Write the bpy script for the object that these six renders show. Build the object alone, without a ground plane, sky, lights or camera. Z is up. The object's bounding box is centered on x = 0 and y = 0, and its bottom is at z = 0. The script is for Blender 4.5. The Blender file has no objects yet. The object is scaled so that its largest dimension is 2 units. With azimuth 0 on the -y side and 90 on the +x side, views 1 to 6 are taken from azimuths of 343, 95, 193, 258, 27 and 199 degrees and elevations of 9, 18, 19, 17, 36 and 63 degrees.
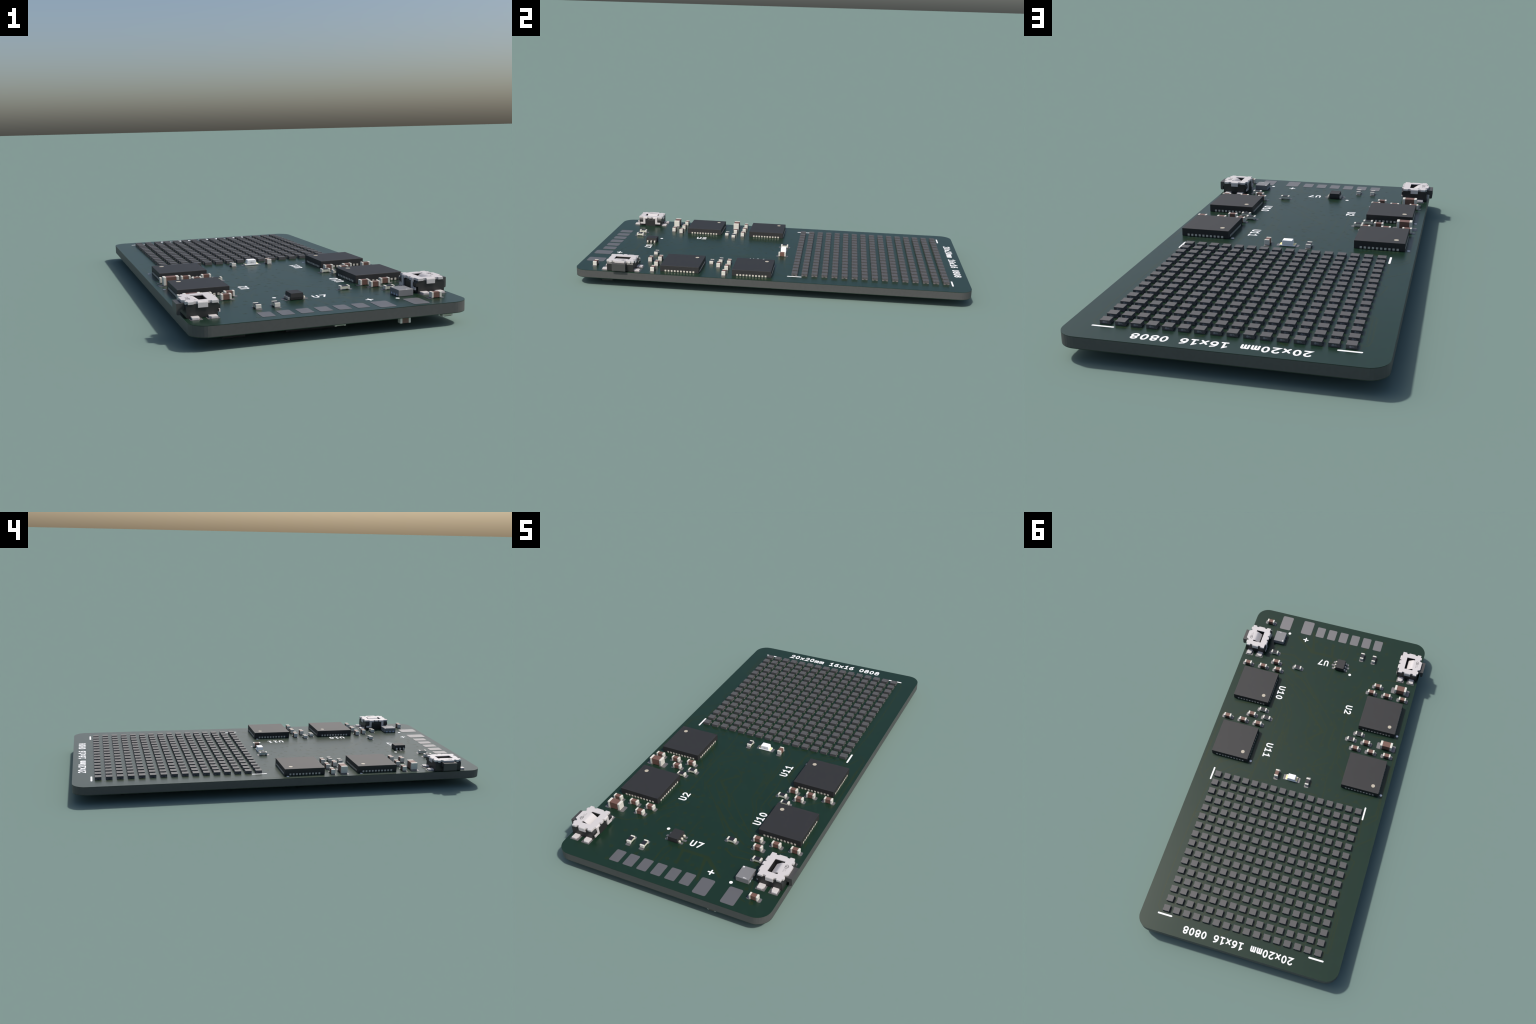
"""LED matrix circuit board: a small green PCB carrying a 16 x 16 field of dark
LED packages, four driver chips, chip capacitors and resistors, two side push
buttons, solder contacts and white lettering.  All sizes are in millimetres of
the real board; S scales them to the scene (50 mm board -> 2.00 m)."""
import bpy
import bmesh
import math
import random
from mathutils import Vector, Matrix

S = 0.04                      # metres per board millimetre
BOARD_W, BOARD_L = 25.0, 50.0
BOTTOM = 1.07               # underside of the board above the ground
THICK = 1.0
TOP = BOTTOM + THICK
MASK = 0.05                   # solder mask + copper layer
CORNER_R = 1.6
LIFT = 0.045                  # parts sit on pads and solder
rng = random.Random(20)


# ------------------------------------------------------------------ materials
def material(name, colour, rough=0.5, metal=0.0, spec=0.5, grain=0.0, grain_scale=60.0, bump=0.0):
    m = bpy.data.materials.new(name)
    m.use_nodes = True
    nt = m.node_tree
    b = nt.nodes["Principled BSDF"]
    b.inputs["Roughness"].default_value = rough
    b.inputs["Metallic"].default_value = metal
    b.inputs["Specular IOR Level"].default_value = spec
    b.inputs["Base Color"].default_value = (*colour, 1.0)
    if grain or bump:
        co = nt.nodes.new("ShaderNodeTexCoord")
        nz = nt.nodes.new("ShaderNodeTexNoise")
        nz.inputs["Scale"].default_value = grain_scale
        nz.inputs["Detail"].default_value = 4.0
        nt.links.new(co.outputs["Object"], nz.inputs["Vector"])
        if grain:
            ramp = nt.nodes.new("ShaderNodeValToRGB")
            lo = [c * (1.0 - grain) for c in colour]
            hi = [min(1.0, c * (1.0 + grain)) for c in colour]
            ramp.color_ramp.elements[0].position = 0.3
            ramp.color_ramp.elements[1].position = 0.7
            ramp.color_ramp.elements[0].color = (*lo, 1.0)
            ramp.color_ramp.elements[1].color = (*hi, 1.0)
            nt.links.new(nz.outputs["Fac"], ramp.inputs["Fac"])
            nt.links.new(ramp.outputs["Color"], b.inputs["Base Color"])
        if bump:
            bp = nt.nodes.new("ShaderNodeBump")
            bp.inputs["Strength"].default_value = bump
            bp.inputs["Distance"].default_value = 0.0005
            nt.links.new(nz.outputs["Fac"], bp.inputs["Height"])
            nt.links.new(bp.outputs["Normal"], b.inputs["Normal"])
    return m


M_MASK = material("green_solder_mask", (0.0088, 0.0285, 0.0160), 0.305, spec=0.44, grain=0.03, grain_scale=9.0)
M_TRACE = material("masked_copper", (0.0158, 0.0305, 0.0085), 0.305, spec=0.44)
M_CORE = material("grey_laminate", (0.072, 0.072, 0.070), 0.55, grain=0.05, grain_scale=80.0)
M_SILK = material("white_silkscreen", (0.92, 0.92, 0.92), 0.5)
M_PAD = material("tinned_pad", (0.205, 0.200, 0.202), 0.45, metal=0.55)
M_CHIP = material("chip_epoxy", (0.0235, 0.0230, 0.0235), 0.6, grain=0.02, grain_scale=60.0)
M_DOT = material("chip_mark", (0.47, 0.42, 0.33), 0.5)
M_LEAD = material("chip_lead_tin", (0.62, 0.59, 0.50), 0.45)
M_TERM = material("terminal_tin", (0.66, 0.64, 0.57), 0.5)
M_CERAMIC = material("brown_ceramic", (0.165, 0.085, 0.064), 0.5, grain=0.03, grain_scale=90.0)
M_ALUMINA = material("pale_alumina", (0.62, 0.62, 0.50), 0.5)
M_FILM = material("resistor_film", (0.018, 0.018, 0.023), 0.45)
M_LED = material("led_black_resin", (0.083, 0.081, 0.082), 0.58)
M_LEDPAD = material("led_contact", (0.22, 0.20, 0.20), 0.45)
M_MARK = material("pale_mark", (0.46, 0.48, 0.52), 0.5)
M_COVER = material("button_steel", (0.585, 0.553, 0.545), 0.5)
M_INK = material("dark_ink", (0.06, 0.06, 0.06), 0.5)
M_GREYINK = material("grey_ink", (0.33, 0.31, 0.31), 0.5)
M_HOUSING = material("button_housing_plastic", (0.0200, 0.0200, 0.0200), 0.5)
M_PLUNGER = material("button_plunger_plastic", (0.056, 0.055, 0.054), 0.5)
M_LENS = material("white_lens", (0.95, 0.95, 0.95), 0.4)
M_GOLD = material("pale_gold", (0.92, 0.74, 0.33), 0.45)
M_SENSOR = material("grey_package", (0.20, 0.20, 0.205), 0.5)
M_SENSORSIDE = material("slate_package_contact", (0.52, 0.58, 0.68), 0.45)


# -------------------------------------------------------------- mesh building
class Builder:
    """Collects polygons (in board millimetres) into one mesh with materials."""

    def __init__(self):
        self.bm = bmesh.new()
        self.mats = []

    def slot(self, mat):
        if mat not in self.mats:
            self.mats.append(mat)
        return self.mats.index(mat)

    def add(self, sub, mat, matrix=None):
        if matrix is not None:
            bmesh.ops.transform(sub, matrix=matrix, verts=sub.verts)
        idx = self.slot(mat)
        vs = {v: self.bm.verts.new(v.co * S) for v in sub.verts}
        for f in sub.faces:
            try:
                nf = self.bm.faces.new([vs[v] for v in f.verts])
                nf.material_index = idx
            except ValueError:
                pass
        sub.free()
        return self

    def box(self, x0, x1, y0, y1, z0, z1, mat, bevel=0.0, matrix=None, seg=2):
        sub = bmesh.new()
        c = Vector(((x0 + x1) / 2, (y0 + y1) / 2, (z0 + z1) / 2))
        bmesh.ops.create_cube(sub, size=1.0)
        bmesh.ops.scale(sub, vec=(x1 - x0, y1 - y0, z1 - z0), verts=sub.verts)
        if bevel:
            bmesh.ops.bevel(sub, geom=sub.edges[:], offset=bevel, segments=seg, profile=0.5, affect='EDGES')
        bmesh.ops.translate(sub, vec=c, verts=sub.verts)
        return self.add(sub, mat, matrix)

    def prism(self, outline, z0, z1, mat, matrix=None, bevel=0.0, side_mat=None):
        """Extrude a closed 2D outline (counter-clockwise) from z0 to z1."""
        sub = bmesh.new()
        lo = [sub.verts.new((x, y, z0)) for x, y in outline]
        hi = [sub.verts.new((x, y, z1)) for x, y in outline]
        sub.faces.new(hi)
        sub.faces.new(lo[::-1])
        n = len(outline)
        for i in range(n):
            sub.faces.new((lo[i], lo[(i + 1) % n], hi[(i + 1) % n], hi[i]))
        bmesh.ops.recalc_face_normals(sub, faces=sub.faces[:])
        if bevel:
            bmesh.ops.bevel(sub, geom=sub.edges[:], offset=bevel, segments=2, profile=0.5, affect='EDGES')
        return self.add(sub, mat, matrix)

    def ribbon(self, pts, width, z0, z1, mat, closed=False, caps=True):
        """A flat stroke of constant width with round ends along a polyline."""
        r = width / 2
        p = []
        for x, y in pts:
            q = Vector((x, y))
            if not p or (q - p[-1]).length > 1e-4:
                p.append(q)
        n = len(p)
        left, right = [], []
        for i in range(n):
            if closed:
                a, b = p[i - 1], p[(i + 1) % n]
                d1, d2 = (p[i] - a).normalized(), (b - p[i]).normalized()
            else:
                d1 = (p[i] - p[i - 1]).normalized() if i else (p[1] - p[0]).normalized()
                d2 = (p[i + 1] - p[i]).normalized() if i < n - 1 else d1
            t = d1 + d2
            t = t.normalized() if t.length > 1e-6 else d1
            nrm = Vector((-t.y, t.x))
            k = max(0.45, abs(nrm.dot(Vector((-d1.y, d1.x)))))
            left.append(p[i] + nrm * r / k)
            right.append(p[i] - nrm * r / k)
        if closed:
            sub = bmesh.new()
            rows = [[sub.verts.new((q.x, q.y, z)) for q in ring] for ring, z in
                    ((left, z1), (right, z1), (left, z0), (right, z0))]
            for i in range(n):
                j = (i + 1) % n
                sub.faces.new((rows[0][i], rows[1][i], rows[1][j], rows[0][j]))
                sub.faces.new((rows[0][i], rows[0][j], rows[2][j], rows[2][i]))
                sub.faces.new((rows[1][i], rows[3][i], rows[3][j], rows[1][j]))
            return self.add(sub, mat)
        outline = []
        outline += [(q.x, q.y) for q in right]
        if caps:
            d = (p[-1] - p[-2]).normalized()
            a0 = math.atan2(d.y, d.x) - math.pi / 2
            outline += [(p[-1].x + r * math.cos(a0 + math.pi * k / 6), p[-1].y + r * math.sin(a0 + math.pi * k / 6)) for k in range(1, 6)]
        outline += [(q.x, q.y) for q in reversed(left)]
        if caps:
            d = (p[0] - p[1]).normalized()
            a0 = math.atan2(d.y, d.x) - math.pi / 2
            outline += [(p[0].x + r * math.cos(a0 + math.pi * k / 6), p[0].y + r * math.sin(a0 + math.pi * k / 6)) for k in range(1, 6)]
        sub = bmesh.new()
        hi = [sub.verts.new((x, y, z1)) for x, y in outline]
        lo = [sub.verts.new((x, y, z0)) for x, y in outline]
        m = len(outline)
        for i in range(m):
            sub.faces.new((lo[i], lo[(i + 1) % m], hi[(i + 1) % m], hi[i]))
        nn, cap = n, 5 if caps else 0
        # strip of quads down the middle, fans at the two ends
        R = hi[:nn]
        Lf = hi[nn + cap:2 * nn + cap][::-1]
        for i in range(nn - 1):
            sub.faces.new((R[i], R[i + 1], Lf[i + 1], Lf[i]))
        if caps:
            sub.faces.new([R[-1]] + hi[nn:nn + cap] + [Lf[-1]])
            sub.faces.new([Lf[0]] + hi[2 * nn + cap:] + [R[0]])
        return self.add(sub, mat)

    def disc(self, x, y, r, z0, z1, mat, n=20):
        return self.prism([(x + r * math.cos(2 * math.pi * k / n), y + r * math.sin(2 * math.pi * k / n)) for k in range(n)], z0, z1, mat)

    def mesh(self, name):
        me = bpy.data.meshes.new(name)
        bmesh.ops.recalc_face_normals(self.bm, faces=self.bm.faces[:])
        self.bm.to_mesh(me)
        self.bm.free()
        for m in self.mats:
            me.materials.append(m)
        me.shade_smooth() if False else None
        return me


def rounded_rect(x0, x1, y0, y1, r, seg=5):
    pts = []
    for cx, cy, a in ((x1 - r, y1 - r, 0), (x0 + r, y1 - r, 90), (x0 + r, y0 + r, 180), (x1 - r, y0 + r, 270)):
        for k in range(seg + 1):
            t = math.radians(a + 90 * k / seg)
            pts.append((cx + r * math.cos(t), cy + r * math.sin(t)))
    return pts


def place(name, mesh, parent, x=0.0, y=0.0, z=0.0, turn=0.0, flip=False):
    """Put an object of the given mesh at board coordinates (mm)."""
    o = bpy.data.objects.new(name, mesh)
    bpy.context.scene.collection.objects.link(o)
    o.location = (x * S, y * S, z * S)
    o.rotation_euler = (math.pi if flip else 0.0, 0.0, math.radians(turn))
    if parent is not None:
        o.parent = parent
    return o


# --------------------------------------------------------------------- root
root = bpy.data.objects.new("led_matrix_board", None)
bpy.context.scene.collection.objects.link(root)
root["label"] = "green circuit board with dark LED grid and driver chips"
root["category"] = "circuit board"

# -------------------------------------------------------------------- board
outline = rounded_rect(-BOARD_W / 2, BOARD_W / 2, -BOARD_L / 2, BOARD_L / 2, CORNER_R, 9)
board = place("laminate_board", Builder().prism(outline, BOTTOM + MASK, TOP - MASK, M_CORE).mesh("laminate_board"), root)
for z0, z1 in ((TOP - MASK, TOP), (BOTTOM, BOTTOM + MASK)):
    place("solder_mask", Builder().prism(outline, z0, z1, M_MASK).mesh("solder_mask"), board)

# copper under the mask shows as faint olive lines and rings
ROUTES = []


def route(width, path):
    return width, [tuple(float(v) for v in p.split(",")) for p in path.split()]


# power routing
ROUTES += [
    route(0.3, "0.5,-21.5 0.1,-19.5 3,-19.5 4.1,-20.4"),
    route(0.3, "3.2,-20.7 3,-19.8"),
    route(0.3, "5.6,-21.5 3.1,-19.4 0.4,-19.4"),
    route(0.3, "3.7,-22.8 2.9,-19.7"),
    route(0.15, "1.5,-21 1.3,-19.3"),
    route(0.22, "7.2,-18 5.4,-18.2 4.1,-17.5"),
    route(0.15, "8.6,-17.1 5.6,-17.1 5,-16.6"),
    route(0.22, "5.6,-16.1 2.8,-14.3 -0.1,-11.5"),
    route(0.13, "3.5,-15.8 -0.5,-11.3 -3.3,-8.4 -3.2,-5.4"),
    route(0.13, "5.7,-14.8 3.1,-13.2 -0.4,-10.2 -2.4,-7.9 -2.2,-5.1"),
    route(0.13, "5.5,-14.4 2.5,-11.4 0.3,-9 0.3,-6.8 -0.2,-5.3 -0.8,-4.7"),
    route(0.28, "1.2,-11.1 0.4,-9.6 -2,-7.2 -0.4,-5.6"),
]
# left chip fan-out and buses
ROUTES += [
    route(0.13, "5.6,-13.8 5.2,-13.8 4.1,-10.7 2.9,-8.8 2.5,-3.7"),
    route(0.13, "4.7,-11.3 3.5,-8.8 3.3,-3.5"),
    route(0.13, "5,-10.4 4.5,-9.7 4.6,-5.7 4.3,-3.2"),
    route(0.13, "5.9,-9.5 5,-8.9 5.1,-6.4 5.4,-5.4"),
    route(0.15, "0,-19.6 -0.7,-17.2 -0.6,-14.9 -0.4,-14.5"),
    route(0.15, "-1.3,-22 -1.3,-20.8 -1.1,-20 -1.3,-19.5"),
    route(0.15, "-1.9,-22.2 -2,-20.1 -1.5,-19.4"),
    route(0.13, "-2.6,-18.6 -3.1,-18.6 -3.4,-18.1 -3.2,-17.5 -2.4,-17.1"),
    route(0.13, "-4.5,-10.7 -4.5,-7.8 -4.6,-5.8"),
    route(0.13, "-4.4,-10.6 -4.6,-4.4 -4.5,-1.6 -4.3,-1 -4.6,2.6"),
    route(0.13, "-4.9,-5.5 -5,-3.2 -6.6,-1.5"),
    route(0.13, "-6,-6.5 -5.4,-5.5 -6.1,-4.6"),
    route(0.15, "-4,-4.3 -2.2,-2.6 -2.1,-2.1"),
    route(0.15, "-3.9,-2.8 -1.9,-1.6"),
    route(0.13, "-2.2,-1.3 -2.8,-0.8 -4,-0.9"),
    route(0.13, "-2.8,-9.6 -3.8,-7.9"),
    route(0.13, "-3.4,-8.4 -3.3,-5.2 -3.8,-4.7"),
    route(0.13, "-2.4,-7.9 -2.2,-4.8"),
    route(0.13, "-0.2,-5.2 -1.4,-4.1 -2.2,-4.1 -2.5,-3.8"),
    route(0.13, "2.9,-6.4 2.8,-3.3 2.5,-2.9"),
    route(0.13, "3.2,-5.9 3,-0.6 2.5,-0.2"),
]
# centre routing
ROUTES += [
    route(0.13, "3.5,-4.9 3.3,1 2.6,1.8 2.7,2.2"),
    route(0.13, "4.1,-1.4 3.9,0"),
    route(0.13, "5.1,-3.8 4.9,-2.5 5.2,0.8 5.7,2.5"),
    route(0.13, "5.4,-3.5 6.3,-3.4"),
    route(0.13, "5.6,-4.3 5.1,-3.6 4.9,-2.9 5.1,-0.2 5.3,2.6"),
    route(0.13, "7,1.4 5.6,1.4"),
    route(0.13, "4.7,2.4 3,1.9"),
    route(0.13, "12.1,-1.7 12.1,3.2 11.3,4"),
    route(0.13, "10,0.5 11.4,3.2"),
    route(0.13, "8.8,0.4 10.1,1.4 10.1,2.3"),
    route(0.13, "7.2,0.4 9.4,2.4"),
    route(0.13, "8.3,2.3 7.3,1.4 5.5,1.4"),
    route(0.13, "7.8,2.5 7,1.6"),
    route(0.13, "10.3,4 10.5,6.3 10.8,10.2"),
    route(0.13, "10.6,7.2 10.8,14 10.8,18.6"),
    route(0.13, "9.6,9.4 10.3,9.7 10.6,9.2 10.4,8.8 9.6,8.7"),
    route(0.13, "10.8,18.7 10.7,21.9 10.1,22.6"),
    route(0.13, "8.4,22.7 6.5,22.7 6.4,22.4"),
    route(0.13, "2.3,22.2 2.6,22.9 2.2,23.3 1.5,22.6"),
]
# chip to matrix routing
ROUTES += [
    route(0.13, "-4.3,22.5 -4.8,22.9 -5,22.8"),
    route(0.13, "-10.2,16.2 -10.7,16.7 -10.8,21 -10.6,21.7 -10.2,21.7"),
    route(0.13, "-9.9,16.5 -10.4,16.9 -10.5,21.3"),
    route(0.13, "-10.3,7.9 -10.6,7.4 -12.2,6"),
    route(0.13, "-10.2,9.4 -10.8,9.7 -10.4,11.7 -10,12.6"),
    route(0.13, "-10.3,5.4 -10.4,6.2 -10,6.4"),
    route(0.13, "-11.8,0.2 -11.8,2.8 -10.6,3.8"),
    route(0.13, "-12,-4.5 -11.9,-0.1 -12.1,3.2 -10.8,4.6"),
    route(0.13, "-8.5,1.8 -9.2,1.8 -9.7,2.2"),
    route(0.13, "-8,0.6 -6.9,1.9 -6,2.3"),
    route(0.13, "-8.2,0.6 -10.2,0.5"),
    route(0.13, "-10.9,0.4 -10,1.1"),
    route(0.13, "-10.3,4 -10.5,6.7"),
    route(0.13, "-7.2,2.3 -8.3,2.2 -8.6,2.5"),
]
# matrix border routing
ROUTES += [
    route(0.13, "-2.1,2.2 -3.7,2.2 -3.9,2.5"),
    route(0.13, "-5.6,-2 -6.4,-1.3"),
    route(0.13, "-5,-16.8 -4.9,-15.7 -4.1,-14.3"),
    route(0.15, "-9.7,-17.9 -8.3,-17.8 -6.5,-16.6 -6,-14.9 -5,-12.4"),
    route(0.13, "-5.8,-15 -3.8,-12.8"),
    route(0.13, "-4.1,-22.1 -4.1,-21.5"),
    route(0.13, "-5.8,-22.1 -5.8,-21.5"),
    route(0.13, "-4.5,-10.6 -4.5,-9.1"),
    route(0.13, "-5.6,-9.8 -6.2,-10.5"),
    route(0.13, "11.6,-6.8 12,-6.3 12,-4.9 12,1.1"),
    route(0.13, "6.3,-3.3 5.2,-3.5 5.1,-2 5.3,0.5"),
    route(0.13, "10.9,-8.4 7.7,-9.1"),
]
# upper corner routing
ROUTES += [
    route(0.13, "10.4,-6.2 8.9,-7.5"),
    route(0.13, "7.8,-19.3 8.3,-18.3"),
    route(0.15, "9.5,-23.5 8.9,-23.3"),
    route(0.13, "9.5,-22.2 9.1,-20.8"),
    route(0.13, "11.7,-13.9 11.7,-13.1 12.2,-13.1"),
    route(0.13, "10.3,-15.3 9.3,-15.9"),
    route(0.13, "-11.6,-9 -12.1,-6.3 -12.3,-2.2"),
    route(0.13, "-8.5,-8.4 -9.9,-8.5 -10.2,-8.7"),
    route(0.13, "-5.5,-5.5 -5.6,-6.3 -6,-6.5"),
]

# every LED joins its neighbours with a short diagonal and a run beside it
PITCH = 1.27
GRID_X0, GRID_Y0 = -9.525, 2.985
for i in range(16):
    for j in range(16):
        x, y = GRID_X0 + i * PITCH, GRID_Y0 + j * PITCH
        if i < 15 and j < 15:
            ROUTES.append((0.11, [(x + 0.30, y + 0.30), (x + 0.52, y + 0.50), (x + 0.75, y + 0.72), (x + 0.95, y + 0.95)]))
        if (i + j) % 2 and j:
            ROUTES.append((0.12, [(x - 0.64, y - 0.50), (x - 0.66, y + 0.28), (x - 0.45, y + 0.55)]))

traces = Builder()
for k, (w, pts) in enumerate(ROUTES):
    traces.ribbon(pts, w, TOP - 0.01, TOP + 0.0012 + 0.00002 * (k % 120), M_TRACE)
o = place("copper_trace", traces.mesh("copper_trace"), board)
o["kind"] = "stuff"

# plated holes scattered through the routing area
KEEP_OUT = [(6.0, 11.8, -14.3, 0.4), (-11.8, -6.0, -14.3, 0.4), (-10.4, 10.4, 2.2, 23.0),
            (8.6, 13, -21.6, -16.0), (-13, -8.6, -23, -17.6), (-6.5, 9, -24.6, -22.0), (-1.2, 2.9, -0.2, 1.8)]
vias = Builder()
spots = []
while len(spots) < 120:
    x = rng.gauss(-2.0, 4.2) if rng.random() < 0.75 else rng.uniform(-11.8, 11.8)
    y = rng.uniform(-24.2, 1.8) if rng.random() < 0.9 else rng.uniform(2.0, 22.0)
    if abs(x) > 11.9 or any(a < x < b and c < y < d for a, b, c, d in KEEP_OUT):
        continue
    if all((x - u) ** 2 + (y - v) ** 2 > 0.55 for u, v in spots):
        spots.append((x, y))
for k in range(5):
    spots.append((-3.0 - 0.53 * k, -11.0 + 0.02 * k))
for k, (x, y) in enumerate(spots):
    ring = [(x + 0.15 * math.cos(t * math.pi / 5), y + 0.15 * math.sin(t * math.pi / 5)) for t in range(10)]
    vias.ribbon(ring, 0.14, TOP - 0.01, TOP + 0.0038 + 0.00001 * k, M_TRACE, closed=True)
o = place("plated_hole", vias.mesh("plated_hole"), board)
o["kind"] = "stuff"

# contact pads along the connector edge
small = Builder().prism(rounded_rect(-0.585, 0.585, -0.86, 0.86, 0.14), -0.02, 0.02, M_PAD).mesh("contact_pad")
large = Builder().prism(rounded_rect(-0.77, 0.77, -1.16, 1.16, 0.2), -0.02, 0.02, M_PAD).mesh("contact_pad_wide")
for k in range(6):
    place("contact_pad", small, board, 2.76 - 1.7 * k, -23.1, TOP)
for x in (4.80, 7.98):
    place("contact_pad", large, board, x, -23.35, TOP)

# ---------------------------------------------------------------- silkscreen
SILK_W = 0.165
SILK_Z = 0.012


def arc(cx, cy, rx, ry, a0, a1, n=10):
    return [(cx + rx * math.cos(math.radians(a0 + (a1 - a0) * k / n)), cy + ry * math.sin(math.radians(a0 + (a1 - a0) * k / n))) for k in range(n + 1)]


# stroke letters in a cell 0.5 wide (x about 0) and 0.78 high, baseline at 0
H = 0.78
GLYPHS = {
    "0": [(True, arc(0, H / 2, 0.22, H / 2, 0, 360, 20)[:-1])],
    "1": [(False, [(-0.20, H - 0.16), (0.02, H), (0.02, 0.0)]), (False, [(-0.20, 0.0), (0.23, 0.0)])],
    "2": [(False, arc(0, H - 0.22, 0.22, 0.22, 160, -35, 8) + [(-0.24, 0.0), (0.25, 0.0)])],
    "6": [(True, arc(0, 0.24, 0.23, 0.24, 0, 360, 16)[:-1]), (False, [(-0.225, 0.24), (-0.20, 0.50), (-0.08, 0.69), (0.18, H)])],
    "7": [(False, [(-0.25, H), (0.25, H), (-0.10, 0.0)])],
    "8": [(True, arc(0, 0.22, 0.24, 0.22, 0, 360, 16)[:-1]), (True, arc(0, 0.60, 0.20, 0.18, 0, 360, 16)[:-1])],
    "x": [(False, [(-0.22, 0.0), (0.22, 0.54)]), (False, [(-0.22, 0.54), (0.22, 0.0)])],
    "m": [(False, [(-0.245, 0.0), (-0.245, 0.54)]),
          (False, [(-0.245, 0.36)] + arc(-0.122, 0.42, 0.122, 0.12, 150, 10, 5) + [(0.0, 0.0)]),
          (False, [(0.0, 0.36)] + arc(0.122, 0.42, 0.122, 0.12, 150, 10, 5) + [(0.245, 0.0)])],
    "U": [(False, [(-0.22, H), (-0.22, 0.22)] + arc(0, 0.22, 0.22, 0.22, 180, 360, 8) + [(0.22, H)])],
    "+": [(False, [(-0.30, H / 2), (0.30, H / 2)]), (False, [(0.0, H / 2 - 0.30), (0.0, H / 2 + 0.30)])],
}


def lettering(text, x, y, turn=0.0, advance=0.77):
    """White stroke lettering; (x, y) is the middle of the first letter's baseline."""
    b = Builder()
    level = 0
    for k, ch in enumerate(text):
        for closed, pts in GLYPHS.get(ch, []):
            level += 1
            b.ribbon([(px + k * advance, py) for px, py in pts], SILK_W, -0.01, SILK_Z + 0.0006 * (level % 4), M_SILK, closed=closed)
    return place("silkscreen_lettering", b.mesh("silkscreen_lettering"), board, x, y, TOP, turn)


lettering("20x20mm 16x16 0808", -6.66, 23.49)
lettering("U7", 0.57, -18.53, advance=0.79)
lettering("U10", 5.74, -12.36, 90)
lettering("U11", 4.71, -3.16, 90)
lettering("U2", -4.01, -11.94, 90)
lettering("+", 4.48, -21.25 - H / 2)
for x0, y0, x1, y1 in ((-10.33, 22.8, -8.67, 22.8), (8.67, 22.8, 10.33, 22.8), (-10.3, 2.17, -10.3, 3.83), (10.3, 2.17, 10.3, 3.83)):
    place("silkscreen_bar", Builder().ribbon([(x0, y0), (x1, y1)], 0.20, -0.01, SILK_Z, M_SILK).mesh("silkscreen_bar"), board, 0, 0, TOP)
for x, y, r in ((7.03, -21.69, 0.19), (-3.11, -17.18, 0.19), (6.03, -0.155, 0.16), (-11.765, -9.355, 0.16), (-11.765, -0.155, 0.16)):
    place("silkscreen_dot", Builder().disc(0, 0, r, -0.01, SILK_Z, M_SILK).mesh("silkscreen_dot"), board, x, y, TOP)


# tiny printed maker mark: a cloud outline and two rows of small print
def small_mark(b, size, z0, z1, mat, mat2, matrix=None):
    sub = Builder()
    puffs = [(-0.62, -0.10, 0.34, 80, 275), (-0.30, 0.18, 0.36, 20, 165), (0.10, -0.05, 0.40, -75, 95)]
    cloud = []
    for cx, cy, r, a0, a1 in puffs[:1]:
        cloud += arc(cx, cy, r, r, a1, a0, 6)
    cloud += arc(-0.30, 0.18, 0.36, 0.36, 165, 20, 6)
    cloud += arc(0.10, -0.05, 0.36, 0.38, 80, -80, 6)
    sub.ribbon([(x * size, y * size) for x, y in cloud], 0.13 * size, z0, z1, mat, closed=True)
    sub.ribbon([(-0.40 * size, -0.12 * size), (-0.12 * size, 0.12 * size), (-0.08 * size, -0.28 * size)], 0.13 * size, z0, z1 + 0.0004, mat)
    for row, (y, chars) in enumerate(((0.22, 4), (-0.26, 6))):
        for c in range(chars):
            x = 0.72 + c * 0.24
            sub.ribbon([(x * size, (y - 0.13) * size), ((x + 0.10) * size, (y + 0.13) * size)], 0.08 * size, z0, z1, mat2)
    me = sub.mesh("mark_tmp")
    t = bmesh.new()
    t.from_mesh(me)
    bmesh.ops.scale(t, vec=(1 / S,) * 3, verts=t.verts)
    for mi, mm in enumerate((mat, mat2)):
        part = t.copy()
        bmesh.ops.delete(part, geom=[f for f in part.faces if f.material_index != mi], context='FACES')
        b.add(part, mm, matrix)
    t.free()
    bpy.data.meshes.remove(me)


# ---------------------------------------------------------------- LED matrix
def led_mesh():
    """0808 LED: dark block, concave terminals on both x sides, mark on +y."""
    b = Builder()
    hx, hy, h = 0.405, 0.372, 0.325
    side = []
    notch = 0.035
    right = [(hx, -hy), (hx, -0.17), (hx - notch, -0.11), (hx - notch, 0.11), (hx, 0.17), (hx, hy)]
    left = [(-hx, hy), (-hx, -hy)]
    b.prism(right + left, 0.0, h, M_LED)
    for sx in (-1, 1):
        for sy in (-1, 1):
            x0, x1 = sorted((sx * 0.26, sx * 0.42))
            y0, y1 = sorted((sy * 0.12, sy * 0.360))
            b.box(x0, x1, y0, y1, 0.002, 0.07, M_LEDPAD)
    m = Matrix.Translation((0.04, hy, 0.165)) @ Matrix.Rotation(math.pi, 4, 'Z') @ Matrix.Rotation(math.pi / 2, 4, 'X')
    small_mark(b, 0.125, 0.0, 0.006, M_MARK, M_MARK, m)
    return b.mesh("led_package")


led = led_mesh()
for j in range(16):
    for i in range(16):
        place("led_package", led, root, GRID_X0 + i * PITCH, GRID_Y0 + j * PITCH, TOP + 0.006)


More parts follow.
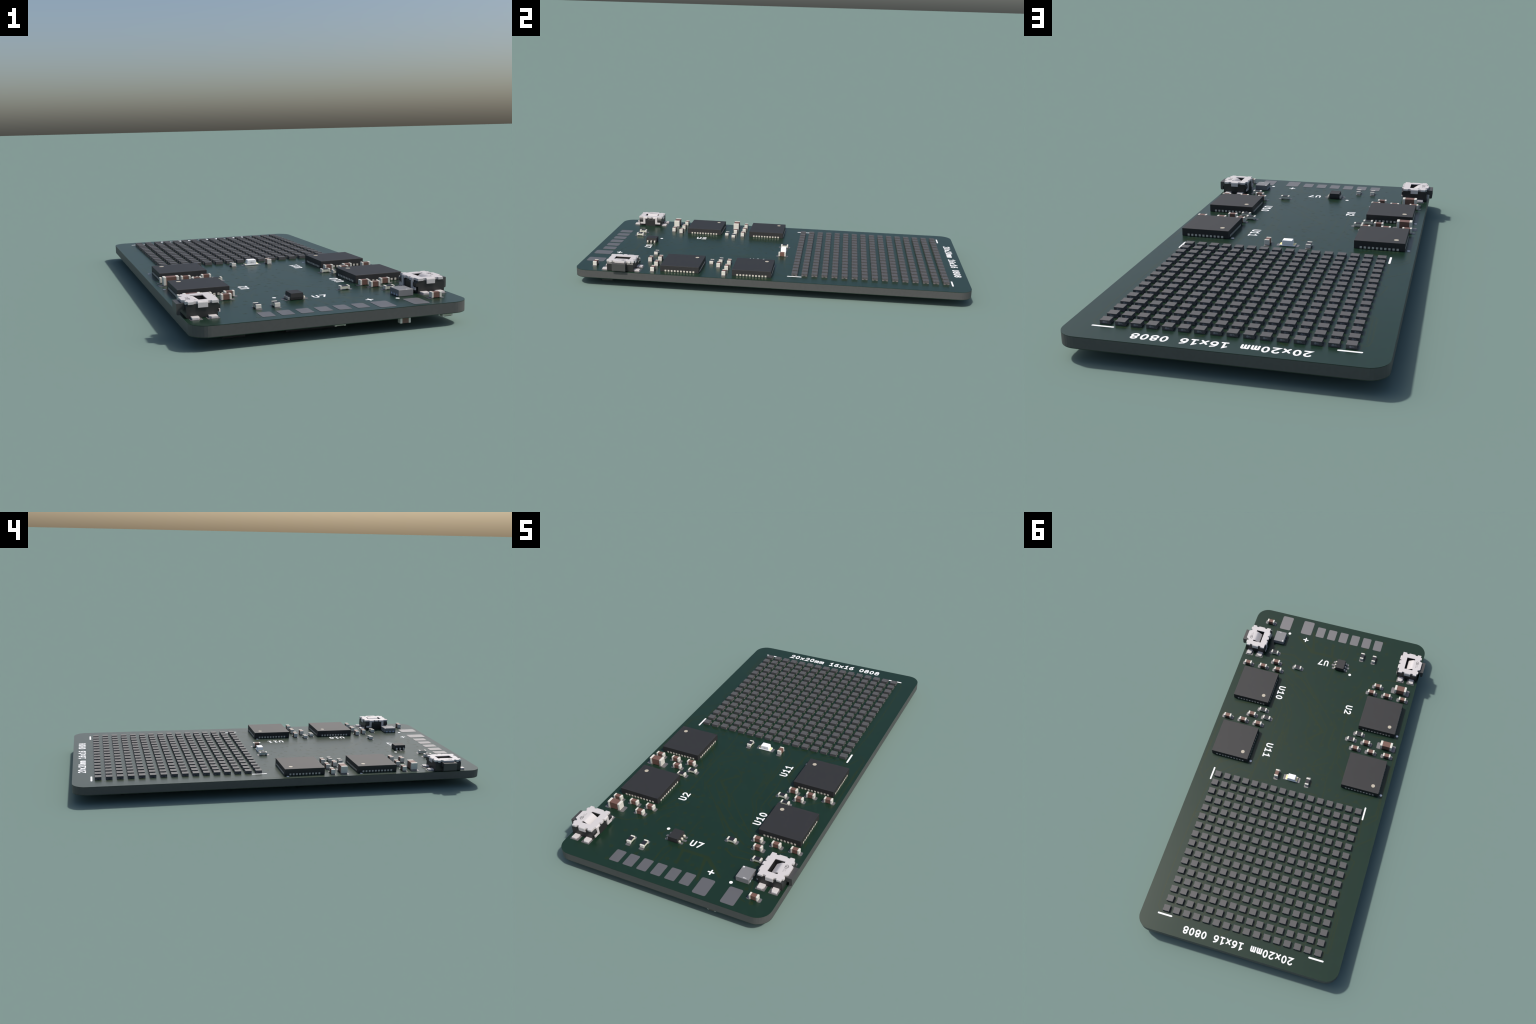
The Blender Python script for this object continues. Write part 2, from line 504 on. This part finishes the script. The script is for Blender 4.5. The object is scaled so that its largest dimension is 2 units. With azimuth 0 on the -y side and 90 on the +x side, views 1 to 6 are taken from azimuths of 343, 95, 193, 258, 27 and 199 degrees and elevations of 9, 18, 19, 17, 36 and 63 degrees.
# --------------------------------------------------------------- flat chips
def chip_parts(size, height, pins, pitch):
    h = size / 2
    body = Builder().box(-h, h, -h, h, 0.0, height, M_CHIP, bevel=0.012, seg=1).mesh("driver_chip")
    leads = Builder()
    for side in range(4):
        rot = Matrix.Rotation(side * math.pi / 2, 4, 'Z')
        for k in range(pins):
            x = (k - (pins - 1) / 2) * pitch
            leads.box(x - 0.11, x + 0.11, -h - 0.02, -h + 0.1, 0.02, 0.235, M_LEAD, bevel=0.012, matrix=rot, seg=1)
    dot = Builder().disc(0, 0, 0.24, -0.01, 0.012, M_DOT, 24).mesh("orientation_dot")
    return body, leads.mesh("chip_lead"), dot


chip_body, chip_leads, chip_dot = chip_parts(4.97, 0.80, 10, 0.4)
for x in (8.86, -8.93):
    for y in (-11.54, -2.35):
        c = place("driver_chip", chip_body, root, x, y, TOP + 0.01)
        l = place("chip_lead", chip_leads, c)
        l["kind"] = "stuff"
        place("orientation_dot", chip_dot, c, -1.56, 1.545, 0.80)


# ------------------------------------------------------ capacitors, resistors
def pad_pair_mesh(inner, outer, half):
    return Builder().prism(rounded_rect(inner, outer, -half, half, min(0.14, half * 0.5)), -0.02, 0.018, M_PAD).mesh("solder_pad")


PADS = {}


def pads(parent_board, kind, x, y, turn, z=TOP, flip=False):
    if kind not in PADS:
        PADS[kind] = pad_pair_mesh(*{"small": (0.30, 0.785, 0.29), "big": (0.42, 1.26, 0.48)}[kind])
    for t in (0, 180):
        place("solder_pad", PADS[kind], parent_board, x, y, z, turn + t)


def capacitor_meshes(l, w, h, term):
    i = 0.015
    body = Builder().box(-l / 2 + term * 0.6, l / 2 - term * 0.6, -w / 2 + i, w / 2 - i, i, h - i, M_CERAMIC, bevel=0.01, seg=1).mesh("ceramic_capacitor")
    end = Builder().box(l / 2 - term, l / 2, -w / 2, w / 2, 0, h, M_TERM, bevel=0.035).mesh("capacitor_terminal")
    return body, end


def resistor_meshes(l, w, h, term):
    half = w / 2
    body = Builder()
    body.box(-l / 2 + 0.05, l / 2 - 0.05, -half + 0.008, half - 0.008, 0.055, h - 0.035, M_ALUMINA)
    body.box(-l / 2 + term * 0.7, l / 2 - term * 0.7, -half + 0.004, half - 0.004, h - 0.05, h - 0.012, M_FILM)
    end = Builder().box(l / 2 - term, l / 2, -half, half, 0, h, M_TERM, bevel=0.03).mesh("resistor_terminal")
    return body.mesh("chip_resistor"), end


CAP = capacitor_meshes(1.0, 0.5, 0.53, 0.21)
BIG = capacitor_meshes(1.6, 0.8, 0.85, 0.29)
RES = resistor_meshes(1.0, 0.5, 0.36, 0.20)


def two_terminal(kind, x, y, turn=0.0, under=False):
    meshes, term, name = {"c": (CAP, "capacitor_terminal", "ceramic_capacitor"), "C": (BIG, "capacitor_terminal", "ceramic_capacitor"),
                          "r": (RES, "resistor_terminal", "chip_resistor")}[kind]
    z = BOTTOM - 0.01 if under else TOP + LIFT
    o = place(name, meshes[0], root, x, y, z, turn, flip=under)
    for t in (0, 180):
        place(term, meshes[1], o, 0, 0, 0, t)
    if not under:
        pads(board, "big" if kind == "C" else "small", x, y, turn)
    return o


# decoupling parts stand in the same pattern above each driver chip
for kind, x, y, turn in (
        ("c", 10.19, -22.76, 0), ("r", 8.09, -17.79, 0), ("c", 11.17, -15.0, 0), ("c", 8.96, -15.02, 0), ("c", 7.38, -16.2, 0),
        ("c", 6.80, -15.01, 0), ("r", 4.21, -16.18, 0), ("r", -4.06, -20.56, 90), ("r", -5.76, -20.55, 90),
        ("c", -7.40, -16.22, 0), ("c", -6.78, -15.02, 0), ("c", -8.95, -15.03, 0), ("c", -11.14, -15.03, 0), ("C", -10.56, -16.39, 0),
        ("c", 11.15, -5.86, 0), ("c", 8.96, -5.84, 0), ("c", 8.04, -7.03, 0), ("c", 6.80, -5.82, 0), ("r", 6.81, -8.15, 0),
        ("r", 5.96, -7.05, 0), ("c", 2.08, 0.77, 90), ("r", -6.78, -8.16, 0), ("r", -5.92, -7.07, 0), ("c", -8.05, -7.05, 0),
        ("c", -6.79, -5.85, 0), ("c", -8.94, -5.86, 0), ("c", -11.13, -5.86, 0), ("C", -10.74, -7.28, 0), ("r", -2.10, 0.77, 90)):
    two_terminal(kind, x, y, turn)

# ------------------------------------------------------------ indicator LED
b = Builder()
b.box(-0.80, 0.80, -0.385, 0.385, 0.0, 0.12, M_LENS, bevel=0.02, seg=1)
light = place("indicator_light", b.mesh("indicator_light"), root, 0.03, 0.80, TOP + 0.03)
lens = bmesh.new()
prof = [(-0.57, 0.0), (0.57, 0.0), (0.49, 0.48), (-0.49, 0.48)]
vs = [[lens.verts.new((x, y, z)) for x, z in prof] for y in (-0.36, 0.36)]
for k in range(4):
    lens.faces.new((vs[0][k], vs[0][(k + 1) % 4], vs[1][(k + 1) % 4], vs[1][k]))
lens.faces.new(vs[0][::-1])
lens.faces.new(vs[1])
bmesh.ops.bevel(lens, geom=lens.edges[:], offset=0.04, segments=2, profile=0.5, affect='EDGES')
b = Builder()
b.add(lens, M_LENS)
small_mark(b, 0.13, 0.0, 0.006, M_GREYINK, M_GREYINK, Matrix.Translation((0.0, -0.36, 0.2)) @ Matrix.Rotation(math.pi / 2, 4, 'X'))
place("light_lens", b.mesh("light_lens"), light, 0, 0, 0.115)
contact = Builder().box(0.53, 0.785, -0.31, 0.31, 0.10, 0.135, M_GOLD).mesh("light_contact")
for t in (0, 180):
    place("light_contact", contact, light, 0, 0, 0, t)
pm = Builder().prism(rounded_rect(0.5, 1.12, -0.365, 0.365, 0.03, 2), -0.02, 0.018, M_PAD).mesh("solder_pad")
for t in (0, 180):
    place("solder_pad", pm, board, 0.03, 0.80, TOP, t)

# --------------------------------------------------------------- sensor chip
b = Builder()
b.box(-0.73, 0.73, -0.86, 0.86, 0.0, 0.60, M_SENSOR, bevel=0.02, seg=1)
sensor = place("sensor_chip", b.mesh("sensor_chip"), root, 8.08, -20.39, TOP + 0.02)
b = Builder()
for sx in (-1, 1):
    for k in (-0.5, 0.0, 0.5):
        x0, x1 = sorted((sx * 0.70, sx * 0.745))
        b.box(x0, x1, k - 0.11, k + 0.11, 0.02, 0.20, M_SENSORSIDE)
place("chip_lead", b.mesh("sensor_lead"), sensor)
b = Builder()
b.disc(-0.56, 0.69, 0.09, 0.59, 0.608, M_SILK, 16)
small_mark(b, 0.13, 0.59, 0.606, M_SILK, M_SILK, Matrix.Translation((0.18, -0.72, 0.0)))
place("orientation_dot", b.mesh("sensor_mark"), sensor)

# ------------------------------------------------------------ small regulator
sub = bmesh.new()
z_mid, zs = 0.25, (0.03, 0.25, 0.62)
b = Builder()
ins = (0.05, 0.0, 0.05)
rings = []
for z, d in zip(zs, ins):
    rings.append([sub.verts.new((sx * (0.62 - d), sy * (0.75 - d * 0.5), z)) for sx, sy in ((-1, -1), (1, -1), (1, 1), (-1, 1))])
sub.faces.new(rings[0][::-1])
sub.faces.new(rings[-1])
for a, c in zip(rings, rings[1:]):
    for k in range(4):
        sub.faces.new((a[k], a[(k + 1) % 4], c[(k + 1) % 4], c[k]))
b.add(sub, M_CHIP)
reg = place("voltage_regulator", b.mesh("voltage_regulator"), root, -1.50, -18.17, TOP + 0.02)
lead = Builder()
lead.box(0.58, 0.83, -0.11, 0.11, 0.0, 0.28, M_LEAD, bevel=0.07, seg=3)
lead_mesh = lead.mesh("regulator_lead")
for side in (0, 180):
    for k in (-0.5, 0.0, 0.5):
        a = math.radians(side)
        place("regulator_lead", lead_mesh, reg, -k * math.sin(a), k * math.cos(a), 0, side)
        reach = 1.26 if k == 0.0 else 1.10
        pm = Builder().prism(rounded_rect(0.55, reach, -0.15, 0.15, 0.07, 3), -0.02, 0.018, M_PAD).mesh("solder_pad")
        place("solder_pad", pm, board, -1.50, -18.17 + k, TOP, side)


# -------------------------------------------------------------- push buttons
def profile_block(b, profile, w0, w1, mat):
    """Extrude an (u, h) profile along w."""
    sub = bmesh.new()
    r0 = [sub.verts.new((u, w0, h)) for u, h in profile]
    r1 = [sub.verts.new((u, w1, h)) for u, h in profile]
    n = len(profile)
    sub.faces.new(r0)
    sub.faces.new(r1[::-1])
    for k in range(n):
        sub.faces.new((r0[k], r1[k], r1[(k + 1) % n], r0[(k + 1) % n]))
    bmesh.ops.recalc_face_normals(sub, faces=sub.faces[:])
    b.add(sub, mat)


def strip(path, width0, width1, thick, axis="w"):
    """Bent sheet: path of (out, h) points, spanning width0..width1 across."""
    pts = [Vector(p) for p in path]
    n = len(pts)
    off = []
    for i in range(n):
        d1 = (pts[i] - pts[i - 1]).normalized() if i else (pts[1] - pts[0]).normalized()
        d2 = (pts[i + 1] - pts[i]).normalized() if i < n - 1 else d1
        t = (d1 + d2).normalized()
        nr = Vector((-t.y, t.x))
        off.append(pts[i] - nr * thick / max(0.5, nr.dot(Vector((-d1.y, d1.x)))))
    return [(p.x, p.y) for p in pts] + [(p.x, p.y) for p in reversed(off)]


def sheet(b, outer, hole, z0, z1):
    """Flat stamped sheet with one hole, filled as a 2D curve."""
    cu = bpy.data.curves.new("sheet", 'CURVE')
    cu.dimensions = '2D'
    cu.fill_mode = 'BOTH'
    cu.extrude = (z1 - z0) / 2 * S
    for loop in (outer, hole):
        sp = cu.splines.new('POLY')
        sp.points.add(len(loop) - 1)
        for p, (u, w) in zip(sp.points, loop):
            p.co = (u * S, w * S, 0, 1)
        sp.use_cyclic_u = True
    ob = bpy.data.objects.new("sheet", cu)
    bpy.context.scene.collection.objects.link(ob)
    bpy.context.view_layer.update()
    me = bpy.data.meshes.new_from_object(ob.evaluated_get(bpy.context.evaluated_depsgraph_get()))
    bpy.data.objects.remove(ob)
    bpy.data.curves.remove(cu)
    t = bmesh.new()
    t.from_mesh(me)
    bpy.data.meshes.remove(me)
    bmesh.ops.remove_doubles(t, verts=t.verts, dist=1e-6)
    bmesh.ops.scale(t, vec=(1 / S,) * 3, verts=t.verts)
    bmesh.ops.translate(t, vec=(0, 0, (z0 + z1) / 2), verts=t.verts)
    b.add(t, M_COVER)


def plate_mesh():
    """Stamped steel cover: notched outline, slot, folded tabs and hooks."""
    half = [(1.60, 0.0), (1.60, 0.62), (1.27, 0.80), (1.27, 0.99), (1.43, 1.03), (1.43, 1.36), (1.27, 1.42), (1.27, 1.75), (0.80, 1.75),
            (0.77, 1.56), (0.52, 1.56), (0.44, 1.62), (-0.40, 1.62), (-0.48, 1.56), (-0.72, 1.56), (-0.76, 1.75), (-1.27, 1.75), (-1.27, 1.14),
            (-1.38, 1.06), (-1.38, 0.44), (-1.27, 0.36), (-1.27, 0.24), (-1.48, 0.20), (-1.48, 0.0)]
    outer = half[1:-1] + [(u, -w) for u, w in reversed(half[1:-1])]
    b = Builder()
    sheet(b, outer, rounded_rect(-0.56, 0.57, -0.98, 0.98, 0.05, 2), 1.297, 1.377)
    sheet(b, outer, rounded_rect(-0.98, 0.98, -1.32, 1.32, 0.1, 2), 1.17, 1.292)
    # tabs folded down over the two ends
    for sw in (-1, 1):
        path = [(1.622, 1.377), (1.66, 1.376), (1.73, 1.34), (1.77, 1.26), (1.775, 0.87)]
        sub = bmesh.new()
        prof = strip(path, 0, 0, 0.14)
        r0 = [sub.verts.new((-0.40, sw * w, h)) for w, h in prof]
        r1 = [sub.verts.new((0.44, sw * w, h)) for w, h in prof]
        n = len(prof)
        for k in range(n):
            sub.faces.new((r0[k], r0[(k + 1) % n], r1[(k + 1) % n], r1[k]))
        sub.faces.new(r0)
        sub.faces.new(r1[::-1])
        b.add(sub, M_COVER)
        # hooks on the inner side: fold, leg, foot
        w0, w1 = sorted((sw * 0.44, sw * 1.08))
        profile_block(b, [(-1.30, 1.375), (-1.40, 1.37), (-1.47, 1.32), (-1.49, 1.24), (-1.49, 1.12), (-1.36, 1.12), (-1.36, 1.2), (-1.30, 1.22)], w0, w1, M_COVER)
        hook = [(0.76, 1.16), (1.08, 1.16), (1.08, 0.60), (1.13, 0.55), (1.54, 0.55), (1.54, 0.31), (0.80, 0.31), (0.76, 0.35)]
        sub = bmesh.new()
        r0 = [sub.verts.new((-1.365, sw * w, h)) for w, h in hook]
        r1 = [sub.verts.new((-1.488, sw * w, h)) for w, h in hook]
        n = len(hook)
        for k in range(n):
            sub.faces.new((r0[k], r0[(k + 1) % n], r1[(k + 1) % n], r1[k]))
        sub.faces.new(r0)
        sub.faces.new(r1[::-1])
        b.add(sub, M_COVER)
        w0, w1 = sorted((sw * 1.05, sw * 1.34))
        b.box(1.30, 1.44, w0, w1, 1.10, 1.30, M_COVER, bevel=0.02, seg=1)
    # contact spring tongue bent down through the slot
    tongue = [(0.60, 1.372), (0.48, 1.368), (0.36, 1.345), (0.22, 1.27), (-0.27, 0.93)]
    prof = [(u, h) for u, h in tongue] + [(u - 0.03, h - 0.07) for u, h in reversed(tongue)]
    profile_block(b, prof, -0.76, 0.76, M_COVER)
    m = Matrix.Translation((1.0, 0.27, 1.378)) @ Matrix.Rotation(-math.pi / 2, 4, 'Z')
    small_mark(b, 0.36, -0.01, 0.006, M_INK, M_GREYINK, m)
    return b.mesh("button_cover")


def housing_mesh():
    b = Builder()
    ends = [(1.42, 0.03), (1.43, 0.94), (1.24, 1.165), (-1.24, 1.165), (-1.45, 0.94), (-1.45, 0.65), (-1.23, 0.64), (-1.23, 0.03)]
    for w0, w1 in ((-1.69, -0.99), (0.99, 1.69)):
        profile_block(b, ends, w0, w1, M_HOUSING)
    profile_block(b, [(-0.60, 0.03), (-0.60, 1.17), (-1.24, 1.17), (-1.34, 0.86), (-1.34, 0.0)], -0.74, 0.74, M_HOUSING)
    profile_block(b, [(-0.60, 0.03), (-0.60, 1.17), (-1.20, 1.17), (-1.26, 0.86), (-1.26, 0.02)], -0.99, 0.99, M_HOUSING)
    profile_block(b, [(1.42, 0.03), (1.42, 0.93), (1.25, 1.18), (0.62, 1.18), (0.62, 0.03)], -0.99, 0.99, M_HOUSING)
    b.box(-0.62, 0.64, -1.0, 1.0, 0.04, 0.35, M_HOUSING)
    return b.mesh("push_button")


def plunger_mesh():
    b = Builder()
    prof = [(1.38, 1.15), (1.38, 0.66), (1.78, 0.62), (1.78, 0.17), (1.95, 0.17), (2.03, 0.19), (2.08, 0.25), (2.093, 0.36), (2.093, 1.15)]
    profile_block(b, prof, -0.855, 0.855, M_PLUNGER)
    return b.mesh("button_plunger")


def lead_meshes():
    out = []
    for u0, u1 in ((-1.09, -0.38), (0.44, 1.10)):
        inner = u1 if u0 < 0 else u0
        s = -1 if u0 < 0 else 1
        if u0 < 0:
            shape = [(u0, 1.6), (u1, 1.6), (u1, 2.18), (u1 - 0.12, 2.22), (u1 - 0.12, 2.40), (u0 + 0.02, 2.40)]
        else:
            shape = [(u0, 1.6), (u1, 1.6), (u1, 2.40), (u0 + 0.10, 2.40), (u0 + 0.10, 2.22), (u0, 2.18)]
        out.append(Builder().prism(shape, 0.02, 0.19, M_COVER, bevel=0.02).mesh("button_lead"))
    return out


button_housing, button_cover, button_plunger, button_leads = housing_mesh(), plate_mesh(), plunger_mesh(), lead_meshes()
mirrored = [m.copy() for m in button_leads]
for m in mirrored:
    m.transform(Matrix.Scale(-1, 4, (0, 1, 0)))
    m.flip_normals()
lead_pad = [Builder().prism([(a, 1.4), (c, 1.4), (c, 2.5), (a, 2.5)], -0.02, 0.016, M_PAD).mesh("solder_pad") for a, c in ((-1.23, -0.19), (0.22, 1.25))]
lead_pad2 = [m.copy() for m in lead_pad]
for m in lead_pad2:
    m.transform(Matrix.Scale(-1, 4, (0, 1, 0)))
    m.flip_normals()
for x, y, turn in ((10.85, -18.985, 0), (-10.85, -20.43, 180)):
    o = place("push_button", button_housing, root, x, y, TOP, turn)
    place("button_cover", button_cover, o)
    place("button_plunger", button_plunger, o)
    for m in button_leads + mirrored:
        place("button_lead", m, o)
    for m in lead_pad + lead_pad2:
        place("solder_pad", m, board, x, y, TOP, turn)

# ------------------------------------------------------------- underside parts
two_terminal("c", 6.29, -24.40, 0, under=True)
two_terminal("r", 10.48, -24.17, 0, under=True)
two_terminal("r", 0.48, -23.88, 0, under=True)
b = Builder()
b.box(-2.48, 2.48, -2.48, 2.48, -0.80, 0.0, M_CHIP, bevel=0.03)
ctrl = place("controller_chip", b.mesh("controller_chip"), root, -1.41, -20.17, BOTTOM - 0.01)
place("chip_lead", chip_leads, ctrl, 0, 0, 0, 0, flip=True)["kind"] = "stuff"
b = Builder()
b.box(-1.0, 1.0, -0.65, 0.65, -0.80, 0.0, M_CHIP, bevel=0.03)
place("memory_chip", b.mesh("memory_chip"), root, -8.48, -22.1, BOTTOM - 0.01)
b = Builder()
b.box(-0.98, 0.98, -0.74, 0.74, -0.52, 0.0, M_CHIP, bevel=0.1)
place("diode_package", b.mesh("diode_package"), root, 10.78, -20.84, BOTTOM - 0.01)
# the tallest part, an inductor near the middle: the board rests on it
b = Builder()
b.box(-1.0, 1.0, -0.8, 0.8, -BOTTOM, 0.0, M_CHIP, bevel=0.05)
place("power_inductor", b.mesh("power_inductor"), root, 4.2, -12.6, BOTTOM)

bpy.context.view_layer.update()
